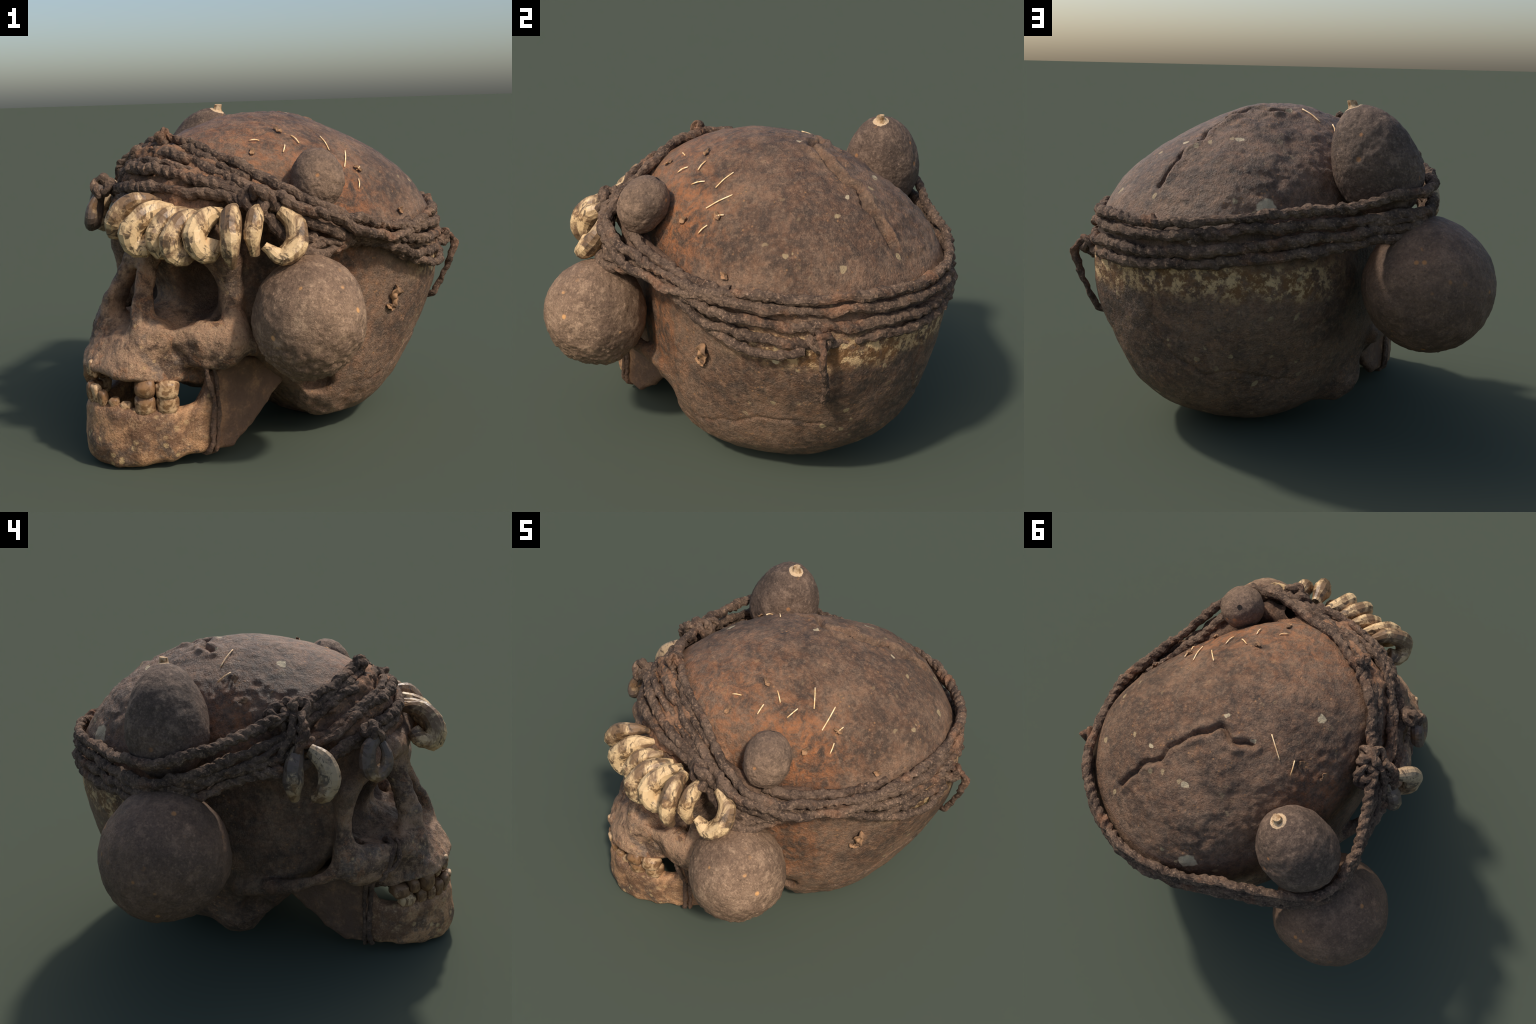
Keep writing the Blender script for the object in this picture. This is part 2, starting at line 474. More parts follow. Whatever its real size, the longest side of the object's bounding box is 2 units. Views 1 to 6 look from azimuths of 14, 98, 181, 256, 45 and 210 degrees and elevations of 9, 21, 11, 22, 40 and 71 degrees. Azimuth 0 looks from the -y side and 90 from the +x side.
M_JAW = mat_jaw()
M_ROPE = mat_rope("dark_plant_rope", (0.070, 0.047, 0.034), (0.165, 0.112, 0.078), (0.36, 0.245, 0.165))
M_MAT = mat_rope("muddy_fibre", (0.14, 0.085, 0.055), (0.28, 0.165, 0.10), (0.44, 0.22, 0.105))
M_TUSK = mat_tusk("ivory_tusk", (0.22, 0.140, 0.080), (0.64, 0.46, 0.26), (0.085, 0.058, 0.038), 0.03)
M_TUSKD = mat_tusk("dark_tusk", (0.15, 0.11, 0.085), (0.44, 0.32, 0.20), (0.09, 0.066, 0.05), 0.04)
M_TOOTH = mat_tusk("tooth_enamel", (0.24, 0.14, 0.075), (0.58, 0.40, 0.235), (0.12, 0.065, 0.035), 0.02)
M_STEM = mat_plain("gourd_stem", (0.22, 0.13, 0.06), (0.55, 0.42, 0.28), 0.8, 25)
M_STRAW = mat_plain("dry_straw", (0.62, 0.40, 0.20), (0.85, 0.64, 0.42), 0.6, 40)
M_LEAF = mat_plain("dry_leaf", (0.13, 0.085, 0.055), (0.34, 0.21, 0.12), 0.8, 14)
M_CORD = mat_rope("dark_cord", (0.08, 0.053, 0.038), (0.17, 0.11, 0.075), (0.28, 0.18, 0.12))


# ------------------------------------------------------------------ skull
def cranium_sdf(F, L, Z, S):
    """egg-shaped braincase: a superellipsoid, squarer at the back, leaning to the skull's left at the top"""
    x, y, z = F + 0.04, L - 0.013, Z - 0.948
    c, s_ = math.cos(0.141), math.sin(0.141); x, z = c * x + s_ * z, -s_ * x + c * z
    c, s_ = math.cos(-0.102), math.sin(-0.102); y, z = c * y + s_ * z, -s_ * y + c * z
    y = y + 0.052 * z
    r = np.sqrt(x * x + y * y + z * z)
    u, v, w = np.abs(x) / np.where(x > 0, 0.871, 0.907), np.abs(y) / np.where(y > 0, 0.691, 0.626), np.abs(z) / np.where(z > 0, 0.603, 0.937)
    pf = np.where(x > 0, 1.975, 2.507); pz = np.where(z > 0, 1.881, 2.571)
    g = ((u ** pf + v ** pf) ** (pz / pf) + w ** pz) ** (1 / pz)
    d = r * (1 - 1 / np.maximum(g, 1e-3))
    # gentle hollows (+) and swellings (-): pinched temple behind the small gourd, bosses at the back corners
    for (cf, cl, cz), amp, sg in (((0.02, 0.64, 1.22), 0.030, 0.15), ((0.03, 0.70, 0.70), 0.022, 0.18), ((-0.52, 0.52, 1.16), -0.024, 0.17),
                                  ((-0.55, 0.62, 0.70), -0.016, 0.18), ((-0.60, -0.52, 0.79), -0.030, 0.15), ((-0.61, -0.45, 0.35), 0.036, 0.13),
                                  ((-0.55, 0.58, 0.42), 0.024, 0.13), ((-0.80, 0.0, 0.30), -0.045, 0.17), ((-0.14, 0.52, 0.20), -0.040, 0.13),
                                  ((-0.33, -0.62, 0.78), -0.045, 0.13), ((-0.80, 0.42, 0.66), -0.024, 0.12), ((-0.42, -0.30, 1.40), 0.018, 0.12)):
        d = d + amp * np.exp(-((F - cf) ** 2 + (L - cl) ** 2 + (Z - cz) ** 2) / (2 * sg * sg))
    # temples narrow toward the face
    d = smax(d, plane(F, S, Z, (0.489, 0.873, 0.0), (0.10, 0.665, 0)), 0.14)
    # forehead slope and the slanting skull base behind the face
    d = smax(d, plane(F, S, Z, (0.90, 0, 0.43), (0.79, 0, 1.05)), 0.08)
    d = smax(d, plane(F, S, Z, (0.93, 0, -0.37), (0.70, 0, 0.90)), 0.08)
    d = smax(d, plane(F, S, Z, (0.69, 0, -0.724), (0.02, 0, 0.05)), 0.10)
    return d


def skull_sdf(F, L, Z, S):
    d = cranium_sdf(F, L, Z, S)
    # mastoid process and rough skull base
    d = smin(d, ell(F, S, Z, (0.01, 0.40, 0.22), (0.13, 0.10, 0.13)), 0.09)
    d = smin(d, cap(F, S, Z, (0.10, 0.0, 0.30), (0.62, 0.0, 0.50), 0.17, 0.20), 0.08)
    # brow ridge
    d = smin(d, chain(F, S, Z, [(0.77, 0.0, 1.035), (0.75, 0.17, 1.09), (0.67, 0.32, 1.045), (0.60, 0.40, 0.93)],
                      [0.066, 0.070, 0.060, 0.046]), 0.06)
    # upper jaw: a block with a rounded-square plan that tapers up to the nose, cut by the tooth row below
    t = np.clip((Z - 0.42) / 0.22, -0.3, 1.2)
    af = 0.345 - 0.13 * t; al = 0.285 + 0.02 * t
    x, y = np.maximum(F - 0.72, 0) / af, S / al
    g = (x ** 2.6 + y ** 2.6) ** (1 / 2.6)
    mz = np.sqrt((F - 0.72) ** 2 + S ** 2) * (1 - 1 / np.maximum(g, 0.05))
    mz = smax(mz, plane(F, S, Z, (0.233, 0, -1.0), (1.05, 0, 0.435)), 0.03)
    mz = smax(mz, Z - 0.66, 0.05)
    mz = smax(mz, 0.55 - F, 0.04)
    d = smin(d, mz, 0.05)
    # cheekbone: a slanting plate
    d = smin(d, ell(F, S, Z, (0.705, 0.385, 0.548), (0.066, 0.155, 0.10), [[0.84, 0.54, 0], [-0.54, 0.84, 0], [0, 0, 1]]), 0.05)
    d = smin(d, chain(F, S, Z, [(0.84, 0.16, 0.61), (0.76, 0.29, 0.595), (0.67, 0.41, 0.585), (0.61, 0.45, 0.62)],
                      [0.05, 0.05, 0.055, 0.05]), 0.05)
    # outer orbit pillar, zygomatic arch
    d = smin(d, chain(F, S, Z, [(0.61, 0.455, 0.60), (0.585, 0.405, 0.76), (0.60, 0.40, 0.92)], [0.06, 0.040, 0.05]), 0.05)
    d = smin(d, chain(F, S, Z, [(0.62, 0.47, 0.57), (0.50, 0.535, 0.525), (0.38, 0.56, 0.475), (0.10, 0.55, 0.43)],
                      [0.055, 0.032, 0.028, 0.05]), 0.03)
    # nose: frontal process of the upper jaw and nasal bones
    d = smin(d, chain(F, S, Z, [(0.775, 0.045, 0.96), (0.825, 0.065, 0.86), (0.890, 0.100, 0.74), (0.905, 0.135, 0.61)],
                      [0.045, 0.024, 0.022, 0.040]), 0.02)
    d = smin(d, chain(F, S, Z, [(0.73, 0.060, 0.96), (0.79, 0.080, 0.86), (0.835, 0.105, 0.74), (0.85, 0.140, 0.62)], [0.04, 0.032, 0.036, 0.048]), 0.03)
    d = smin(d, cap(F, S, Z, (0.785, 0.0, 0.97), (0.808, 0.0, 0.895), 0.042, 0.026), 0.035)
    # nasal opening
    na = chain(F, S, Z, [(0.98, 0.045, 0.645), (0.965, 0.040, 0.76), (0.905, 0.0, 0.845)], [0.068, 0.062, 0.034])
    na = smin(na, cap(F, S, Z, (0.91, 0.02, 0.69), (0.68, 0.0, 0.74), 0.075, 0.04), 0.03)
    d = smax(d, -na, 0.015)
    # orbits
    orb = ell(F, S, Z, (0.715, 0.235, 0.788), (0.24, 0.134, 0.170), [[0.94, 0.34, 0], [-0.34, 0.94, 0], [0, 0, 1]])
    orb = smin(orb, cap(F, S, Z, (0.66, 0.235, 0.79), (0.56, 0.215, 0.79), 0.115, 0.10), 0.05)
    orb = smax(orb, 0.098 - S, 0.02)
    d = smax(d, -orb, 0.018)
    # temporal hollow behind the cheek, ear opening, palate hollow, canine hollow
    d = smax(d, -cap(F, S, Z, (0.46, 0.475, 0.36), (0.49, 0.49, 0.70), 0.060, 0.045), 0.04)
    d = smax(d, -ell(F, S, Z, (0.15, 0.50, 0.30), (0.07, 0.08, 0.06)), 0.03)
    d = smax(d, -ell(F, L, Z, (0.78, 0, 0.35), (0.22, 0.20, 0.09)), 0.04)
    d = smax(d, -ell(F, S, Z, (0.90, 0.30, 0.50), (0.07, 0.06, 0.06)), 0.06)
    return d


CRACKS = [  # surface cracks: (points in the skull frame, depth, half width)
    ([(-0.78, 0.08, 1.22), (-0.70, 0.07, 1.30), (-0.62, 0.08, 1.36), (-0.55, 0.04, 1.41), (-0.49, 0.05, 1.44), (-0.42, 0.03, 1.48), (-0.35, 0.03, 1.50),
      (-0.28, 0.0, 1.52), (-0.21, -0.02, 1.54), (-0.21, -0.10, 1.53), (-0.14, -0.18, 1.51)], 0.032, 0.011),
    ([(-0.96, 0.02, 0.80), (-0.96, 0.0, 0.72), (-0.94, 0.01, 0.59), (-0.89, -0.06, 0.47), (-0.85, -0.11, 0.44), (-0.79, -0.20, 0.40),
      (-0.71, -0.29, 0.40), (-0.61, -0.37, 0.36), (-0.43, -0.43, 0.31)], 0.008, 0.009),
    ([(-0.10, 0.60, 0.27), (-0.25, 0.60, 0.30), (-0.40, 0.59, 0.36), (-0.48, 0.57, 0.38), (-0.60, 0.50, 0.39), (-0.71, 0.42, 0.41)], 0.006, 0.009),
    ([(0.26, -0.61, 1.0), (0.35, -0.60, 0.91), (0.42, -0.58, 0.92), (0.48, -0.56, 0.89)], 0.010, 0.010),
]


def polyline_dist(P, pts):
    best = np.full(len(P), 9.0)
    pts = np.asarray(pts)
    for a, b in zip(pts[:-1], pts[1:]):
        d = b - a
        t = np.clip(((P - a) @ d) / (d @ d), 0, 1)
        best = np.minimum(best, np.linalg.norm(P - a - t[:, None] * d, axis=1))
    return best


def build_skull():
    fd = Field((-1.02, -0.78, 0.0), (1.16, 0.80, 1.62), 0.0095)
    D = skull_sdf(fd.F, fd.L, fd.Z, fd.S)
    V, Q = surface_nets(fd, D)
    V = relax(V, Q, 2, 0.4)
    N = vnormals(V, Q)
    # lumps and pitting
    rough_side = smooth01(0.06 - V[:, 1], -0.05, 0.10) * smooth01(V[:, 2], 1.0, 1.2) * smooth01(V[:, 0], 0.45, 0.3)
    base = smooth01(0.40 - V[:, 2], 0.0, 0.25) * smooth01(V[:, 0], -0.25, 0.1)
    face = smooth01(V[:, 0], 0.55, 0.75)
    h = 0.006 * fbm(V, 3.0, 3, 1) + 0.0020 * fbm(V, 15, 4, 2, 0.6)
    h += rough_side * (0.009 * np.abs(fbm(V * [1, 1, 1.4], 11, 3, 5)) - 0.002)
    h += base * 0.012 * fbm(V, 12, 3, 8)
    h += face * (0.009 * fbm(V, 9, 4, 9, 0.6))
    bv = BVHTree.FromPolygons([tuple(v) for v in V], [tuple(map(int, q)) for q in Q])
    snapped = []
    for pts, depth, wdt in CRACKS:
        pts = catmull(pts, 0.02)
        pts = pts + 0.014 * np.stack([fbm(pts, 15, 2, 90 + i) for i in range(3)], 1)
        pts = np.array([bv.find_nearest(Vector(p))[0] for p in pts]); snapped.append(pts)
        dd = polyline_dist(V, pts)
        h -= depth * np.exp(-(dd / wdt) ** 2)
    # raised lip on the rough side of the crown crack
    dd = polyline_dist(V, snapped[0])
    h += (0.016 + 0.008 * fbm(V, 20, 2, 95)) * np.exp(-((dd - 0.034) / 0.020) ** 2) * (V[:, 1] < 0.05)
    V = V + N * h[:, None]
    V[:, 2] = np.maximum(V[:, 2], 0.004)
    return V, Q


SV, SQ = build_skull()
SN = vnormals(SV, SQ)
SKULL_BVH = BVHTree.FromPolygons([tuple(v) for v in SV], [tuple(map(int, q)) for q in SQ])

# split cranium / face along a slanting border, keeping shared normals
cen = SV[SQ].mean(1)
is_face = ((cen[:, 0] - 0.56) * 0.80 - (cen[:, 2] - 0.98) * 0.62 > 0) & (cen[:, 0] > 0.30) & (cen[:, 2] < 1.06)


def sub_part(name, mask, mat):
    q = SQ[mask]; ids = np.unique(q); re = -np.ones(len(SV), int); re[ids] = np.arange(len(ids))
    ob = make(name, W(SV[ids]), re[q], mat)
    ob.data.normals_split_custom_set_from_vertices((SN[ids] @ AX).tolist())
    return ob


def snap(p, off=0.0):
    r = SKULL_BVH.find_nearest(Vector(p))
    return np.array(r[0]) + np.array(r[1]) * off, np.array(r[1])


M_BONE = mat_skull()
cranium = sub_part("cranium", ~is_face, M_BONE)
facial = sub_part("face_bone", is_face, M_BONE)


# ------------------------------------------------------------------ lower jaw
JAW = [  # path of half the jaw: f, |l|, bottom z, top z, half thickness
    (1.020, 0.00, 0.015, 0.300, 0.050), (1.000, 0.085, 0.010, 0.295, 0.050), (0.94, 0.165, 0.014, 0.282, 0.050),
    (0.84, 0.240, 0.035, 0.275, 0.048), (0.74, 0.295, 0.062, 0.290, 0.044), (0.67, 0.318, 0.066, 0.42, 0.032),
    (0.58, 0.330, 0.060, 0.50, 0.027), (0.48, 0.338, 0.130, 0.47, 0.027), (0.38, 0.345, 0.220, 0.44, 0.028), (0.27, 0.36, 0.330, 0.46, 0.040)]


def build_jaw():
    fd = Field((0.15, -0.52, -0.02), (1.18, 0.52, 0.60), 0.0095)
    F, Z = fd.F, fd.Z
    S = np.abs(fd.L - 0.030 * smooth01(F, 0.95, 0.60))       # the jaw is swung a little to the left at the back
    J = np.array(JAW); best = None
    for a, b in zip(J[:-1], J[1:]):
        d = b[:2] - a[:2]
        t = np.clip(((F - a[0]) * d[0] + (S - a[1]) * d[1]) / (d @ d), 0, 1)
        x = np.sqrt((F - a[0] - t * d[0]) ** 2 + (S - a[1] - t * d[1]) ** 2)
        zb, zt, th = (a[i] + (b[i] - a[i]) * t for i in (2, 3, 4))
        zc, hh = (zb + zt) / 2, (zt - zb) / 2
        th = th * (1 - 0.38 * np.clip((zc - Z) / hh - 0.15, 0, 1) ** 2)      # lower border thins and tucks under
        r = np.minimum(th * 0.9, hh * 0.9)
        qx = x - th + r; qz = np.abs(Z - zc) - hh + r
        e = np.sqrt(np.maximum(qx, 0) ** 2 + np.maximum(qz, 0) ** 2) + np.minimum(np.maximum(qx, qz), 0) - r
        best = e if best is None else smin(best, e, 0.012)
    D = best
    D = smin(D, ell(F, fd.L, Z, (0.992, 0, 0.12), (0.070, 0.11, 0.10)), 0.07)      # chin
    D = smin(D, ell(F, S, Z, (0.27, 0.37, 0.47), (0.045, 0.07, 0.04)), 0.03)
    V, Q = surface_nets(fd, D)
    V = relax(V, Q, 2, 0.4); N = vnormals(V, Q)
    h = 0.006 * fbm(V, 6, 3, 31) + 0.0025 * fbm(V, 20, 3, 32)
    V = V + N * h[:, None]
    V[:, 2] -= V[:, 2].min()
    return make("mandible", W(V), Q, M_JAW)


mandible = build_jaw()


# ------------------------------------------------------------------ teeth
def tooth(p, size, yaw, tilt, parent, seed):
    """blocky worn crown: rounded box with a dented top"""
    n = 9; V = []; faces = []
    rows = 9
    for i in range(rows):
        v = -1 + 2 * i / (rows - 1)
        rr = (1 - abs(v) ** 5 * 0.45) * (0.90 + 0.10 * smooth01(np.array(v), -1.0, 0.2))
        for j in range(16):
            a = 2 * math.pi * j / 16
            c, s = math.cos(a), math.sin(a)
            k = (abs(c) ** 4 + abs(s) ** 4) ** -0.25
            V.append((c * k * rr, s * k * rr, v))
    for i in range(rows - 1):
        for j in range(16):
            k = (j + 1) % 16
            faces.append((i * 16 + j, i * 16 + k, (i + 1) * 16 + k, (i + 1) * 16 + j))
    V += [(0, 0, -1), (0, 0, 0.80)]
    for j in range(16):
        k = (j + 1) % 16
        faces.append((len(V) - 2, k, j)); faces.append((len(V) - 1, (rows - 1) * 16 + j, (rows - 1) * 16 + k))
    V = np.array(V) * np.array(size) / 2
    V = V + 0.10 * min(size) * np.stack([fbm(V, 22, 2, seed + i) for i in range(3)], 1)
    cy, sy = math.cos(yaw), math.sin(yaw); ct, st = math.cos(tilt), math.sin(tilt)
    V = V @ np.array([[ct, 0, st], [0, 1, 0], [-st, 0, ct]]).T
    V = V @ np.array([[cy, -sy, 0], [sy, cy, 0], [0, 0, 1]]).T
    c = W(p)
    return make("tooth", W(V + np.array(p)), faces, M_TOOTH, parent, loc=c)


LOWER_TEETH = [  # f, l, z centre, sizes (across, along the row, height), yaw, tilt
    (1.040, -0.022, 0.330, (0.042, 0.046, 0.095), 0.0, 0.15), (1.033, -0.070, 0.328, (0.042, 0.046, 0.105), -0.3, 0.15),
    (1.038, 0.026, 0.318, (0.038, 0.042, 0.075), 0.1, 0.12),
    (1.010, -0.112, 0.318, (0.050, 0.048, 0.100), -0.7, 0.05), (0.975, -0.150, 0.308, (0.052, 0.050, 0.085), -0.85, 0),
    (0.935, -0.182, 0.303, (0.056, 0.052, 0.080), -0.9, 0), (0.870, -0.222, 0.290, (0.070, 0.085, 0.070), -0.95, 0),
    (1.015, 0.075, 0.300, (0.045, 0.045, 0.050), 0.6, 0), (0.985, 0.118, 0.290, (0.045, 0.050, 0.040), 0.7, 0),
    (0.925, 0.190, 0.300, (0.085, 0.100, 0.090), 0.90, 0), (0.845, 0.243, 0.295, (0.085, 0.108, 0.085), 0.95, 0)]
UPPER_TEETH = [
    (0.935, 0.202, 0.378, (0.085, 0.098, 0.085), 0.85, 0), (0.855, 0.255, 0.365, (0.085, 0.108, 0.085), 0.9, 0),
    (0.965, -0.185, 0.392, (0.060, 0.062, 0.110), -0.75, 0), (0.905, -0.225, 0.375, (0.060, 0.055, 0.07), -0.85, 0), (0.840, -0.255, 0.355, (0.085, 0.10, 0.070), -0.9, 0),
    (1.030, -0.060, 0.440, (0.038, 0.042, 0.075), 0, 0.2), (1.005, -0.118, 0.430, (0.040, 0.042, 0.075), -0.5, 0.1)]
for i, (f, l, z, s, y, t) in enumerate(LOWER_TEETH):
    tooth((f, l, z), s, y, t, mandible, 100 + i)
for i, (f, l, z, s, y, t) in enumerate(UPPER_TEETH):
    tooth((f, l, z), (s[0], s[1], -s[2]), y, t, facial, 200 + i)


# ------------------------------------------------------------------ gourds
def gourd(center, axis, half_len, half_wid, mat, neck=0.0, egg=0.0, crack=0.0, seed=0, stem=False):
    """body of revolution round axis; egg>0 sharpens the top, neck pulls the top upward"""
    nu, nv = 180, 120
    axis = np.array(axis, float); axis /= np.linalg.norm(axis)
    u = np.cross(axis, [0.3, 1, 0.1]); u /= np.linalg.norm(u); b = np.cross(axis, u)
    V, faces = [], []
    for i in range(1, nv):
        ph = math.pi * i / nv
        z = -math.cos(ph); r = math.sin(ph)
        r *= 1 - egg * 0.32 * max(z, -0.4) - egg * 0.10 * z * z
        zz = z + neck * max(0, z - 0.6) ** 1.5
        for j in range(nu):
            a = 2 * math.pi * j / nu
            V.append(half_len * zz * axis + half_wid * r * (math.cos(a) * u + math.sin(a) * b))
    for i in range(nv - 2):
        for j in range(nu):
            k = (j + 1) % nu
            faces.append((i * nu + j, i * nu + k, (i + 1) * nu + k, (i + 1) * nu + j))
    V.append(-half_len * axis); V.append(half_len * (1 + neck * 0.253) * axis)
    for j in range(nu):
        k = (j + 1) % nu
        faces.append((len(V) - 2, k, j)); faces.append((len(V) - 1, (nv - 2) * nu + j, (nv - 2) * nu + k))
    V = np.array(V); Nn = V / np.linalg.norm(V, axis=1, keepdims=True)
    h = 0.009 * fbm(V, 4, 3, seed) + 0.0026 * fbm(V, 22, 4, seed + 5, 0.6)
    low = smooth01(-V @ axis / half_len + 0.35 * fbm(V, 5, 2, seed + 7), -0.1, 0.5)
    h += crack * low * (0.010 * np.abs(fbm(V, 17, 4, seed + 9, 0.6)) - 0.004)
    V = V + Nn * h[:, None]
    c = np.array(center, float)
    ob = make("gourd", V + c, faces, mat, loc=c)
    if stem:
        tip = axis * half_len
        C = catmull([tip * 0.93, tip * 1.03, tip * 1.115 + 0.004 * u], 0.006)
        r = np.interp(np.linspace(0, 1, len(C)), [0, 0.35, 0.5, 1], [0.042, 0.034, 0.024, 0.021])
        Vt, Ft = tube(C, r, 9, jitter=0.006, seed=seed)
        make("stem", Vt + c, Ft, M_STEM, ob, loc=c + tip, smooth=False)
    return ob


MG_A = mat_gourd("gourd_skin_warm", (0.185, 0.124, 0.085), (0.275, 0.188, 0.128), (0.46, 0.33, 0.225), (0.66, 0.38, 0.17))
MG_B = mat_gourd("gourd_skin_slate", (0.145, 0.098, 0.070), (0.205, 0.135, 0.092), (0.31, 0.21, 0.145), (0.46, 0.24, 0.10), 0.55, 0.3)
MG_C = mat_gourd("gourd_skin_dark", (0.115, 0.082, 0.062), (0.175, 0.122, 0.090), (0.31, 0.225, 0.165), (0.42, 0.22, 0.10), 0.7, 0.5, scar=((0.109, -0.0246, 0.2457), 0.042, (0.52, 0.39, 0.26)))
MG_D = mat_gourd("gourd_skin_small", (0.16, 0.113, 0.082), (0.235, 0.163, 0.115), (0.35, 0.245, 0.17), (0.48, 0.25, 0.11), 0.65, 0.4, scar=((-0.0205, 0.067, 0.1295), 0.016, (0.03, 0.02, 0.015)))
gourd((0.428, -0.741, 0.688), (0.10, -0.05, 1.0), 0.256, 0.250, MG_A, neck=0.35, crack=1.0, seed=40)
gourd((-0.694, 0.668, 0.776), (0.25, 0.10, 1.0), 0.296, 0.303, MG_B, neck=0.25, crack=0.25, seed=50)
gourd((-0.445, 0.576, 1.322), (0.40, -0.09, 0.90), 0.272, 0.196, MG_C, egg=0.32, crack=0.5, seed=60, stem=True)
gourd((0.423, -0.502, 1.265), (-0.139, 0.455, 0.879), 0.148, 0.120, MG_D, crack=0.4, seed=70)


# ------------------------------------------------------------------ ropes
def rope(pts, r, seed, name="rope", mat=M_ROPE, twist=62, lobes=2, amp=0.17, wobble=0.010, jitter=0.007, fray=0.0, parent=ROOT):
    r = r * 0.80
    pts = [(f - 0.018 * float(smooth01(np.array(f), 0.50, 0.72)) * (z > 1.1), l, z) for f, l, z in pts]      # brow strands press into the mud
    C = catmull(pts, 0.012)
    D = np.stack([fbm(C, 7, 2, seed + i) for i in range(3)], 1)
    C = C + wobble * D
    R = r * (1 + 0.18 * fbm(C, 9, 2, seed + 9))
    amps = amp * np.clip(0.75 + 0.7 * fbm(C, 4, 2, seed + 3), 0.15, 1.3)
    V, Fc = tube(C, R, 11, lobes, twist * (1 if seed % 2 else 0.85), amps[:, None], jitter=jitter, seed=seed)
    V = V + 0.0042 * np.stack([fbm(V, 42, 2, seed + 60 + i) for i in range(3)], 1)      # frayed surface
    return make(name, W(V), Fc, mat, parent, smooth=False)


RIGHT_BACK = [(-0.46, -0.71), (-0.60, -0.585), (-0.74, -0.45), (-0.85, -0.31), (-0.925, -0.12), (-0.945, 0.06), (-0.90, 0.25),
              (-0.81, 0.42), (-0.66, 0.56), (-0.47, 0.67), (-0.25, 0.745)]


def back(zs, off=0.0):
    """run round the back of the head with heights zs, pushed outward by off"""
    out = []
    for (f, l), z in zip(RIGHT_BACK, np.interp(np.linspace(0, 1, len(RIGHT_BACK)), np.linspace(0, 1, len(zs)), zs)):
        p, n = snap((f, l, z), 0)
        q = np.array((f, l)); k = 1 + (off + 0.004) / np.linalg.norm(q)
        out.append((f * k, l * k, z + (0.004 if l > 0.2 else -0.012)))
    return out


# upper strand: over the crown edge, outside the tall gourd, round the back, outside the small gourd
rope([(0.57, -0.05, 1.455), (0.52, -0.23, 1.425), (0.44, -0.37, 1.385), (0.37, -0.50, 1.36)] +
     [(0.27, -0.64, 1.325), (0.17, -0.745, 1.29), (0.03, -0.865, 1.25), (-0.09, -0.93, 1.225), (-0.21, -0.925, 1.205), (-0.33, -0.83, 1.185)] +
     back([1.165, 1.13, 1.10, 1.08, 1.065, 1.045, 1.02]) +
     [(-0.03, 0.77, 1.04), (0.19, 0.795, 1.10), (0.34, 0.765, 1.165), (0.44, 0.66, 1.225), (0.47, 0.50, 1.29), (0.52, 0.30, 1.37), (0.565, 0.10, 1.43), (0.575, -0.06, 1.455)],
     0.030, 301)
rope([(0.63, -0.02, 1.40), (0.61, -0.17, 1.395), (0.53, -0.32, 1.35), (0.44, -0.45, 1.29), (0.36, -0.58, 1.255), (0.20, -0.75, 1.21),
      (0.03, -0.875, 1.16), (-0.10, -0.935, 1.135), (-0.24, -0.92, 1.12), (-0.36, -0.81, 1.105)] +
     back([1.10, 1.08, 1.05, 1.02, 1.005, 0.99, 0.985], 0.006) +
     [(-0.03, 0.785, 0.995), (0.18, 0.815, 1.055), (0.33, 0.795, 1.12), (0.46, 0.70, 1.18), (0.52, 0.56, 1.23), (0.58, 0.33, 1.31), (0.635, 0.12, 1.375), (0.635, 0.0, 1.40)],
     0.031, 302)
rope([(0.745, 0.02, 1.33), (0.725, -0.12, 1.325), (0.65, -0.28, 1.295), (0.54, -0.44, 1.22), (0.40, -0.60, 1.18), (0.20, -0.755, 1.145),
      (0.02, -0.885, 1.095), (-0.10, -0.935, 1.08), (-0.25, -0.915, 1.07), (-0.38, -0.80, 1.055)] +
     back([1.04, 1.01, 0.975, 0.95, 0.935, 0.92, 0.945], 0.010) +
     [(-0.03, 0.740, 0.980), (0.14, 0.750, 1.005), (0.28, 0.775, 1.04), (0.42, 0.72, 1.10), (0.52, 0.60, 1.17), (0.60, 0.44, 1.235), (0.685, 0.28, 1.29), (0.735, 0.11, 1.325), (0.745, 0.0, 1.33)],
     0.030, 303)
rope([(0.785, 0.04, 1.245), (0.77, -0.12, 1.235), (0.70, -0.30, 1.21), (0.585, -0.47, 1.165), (0.43, -0.62, 1.13), (0.22, -0.755, 1.10),
      (0.03, -0.87, 1.055), (-0.10, -0.925, 1.04), (-0.25, -0.905, 1.03), (-0.39, -0.79, 1.01)] +
     back([0.985, 0.955, 0.92, 0.89, 0.87, 0.84, 0.885], 0.010) +
     [(-0.08, 0.728, 0.950), (0.08, 0.716, 0.980), (0.24, 0.740, 0.980), (0.37, 0.760, 0.958), (0.44, 0.73, 0.97), (0.49, 0.66, 1.03), (0.54, 0.60, 1.12), (0.60, 0.50, 1.185), (0.68, 0.36, 1.22), (0.755, 0.18, 1.245), (0.785, 0.02, 1.245)],
     0.031, 304)
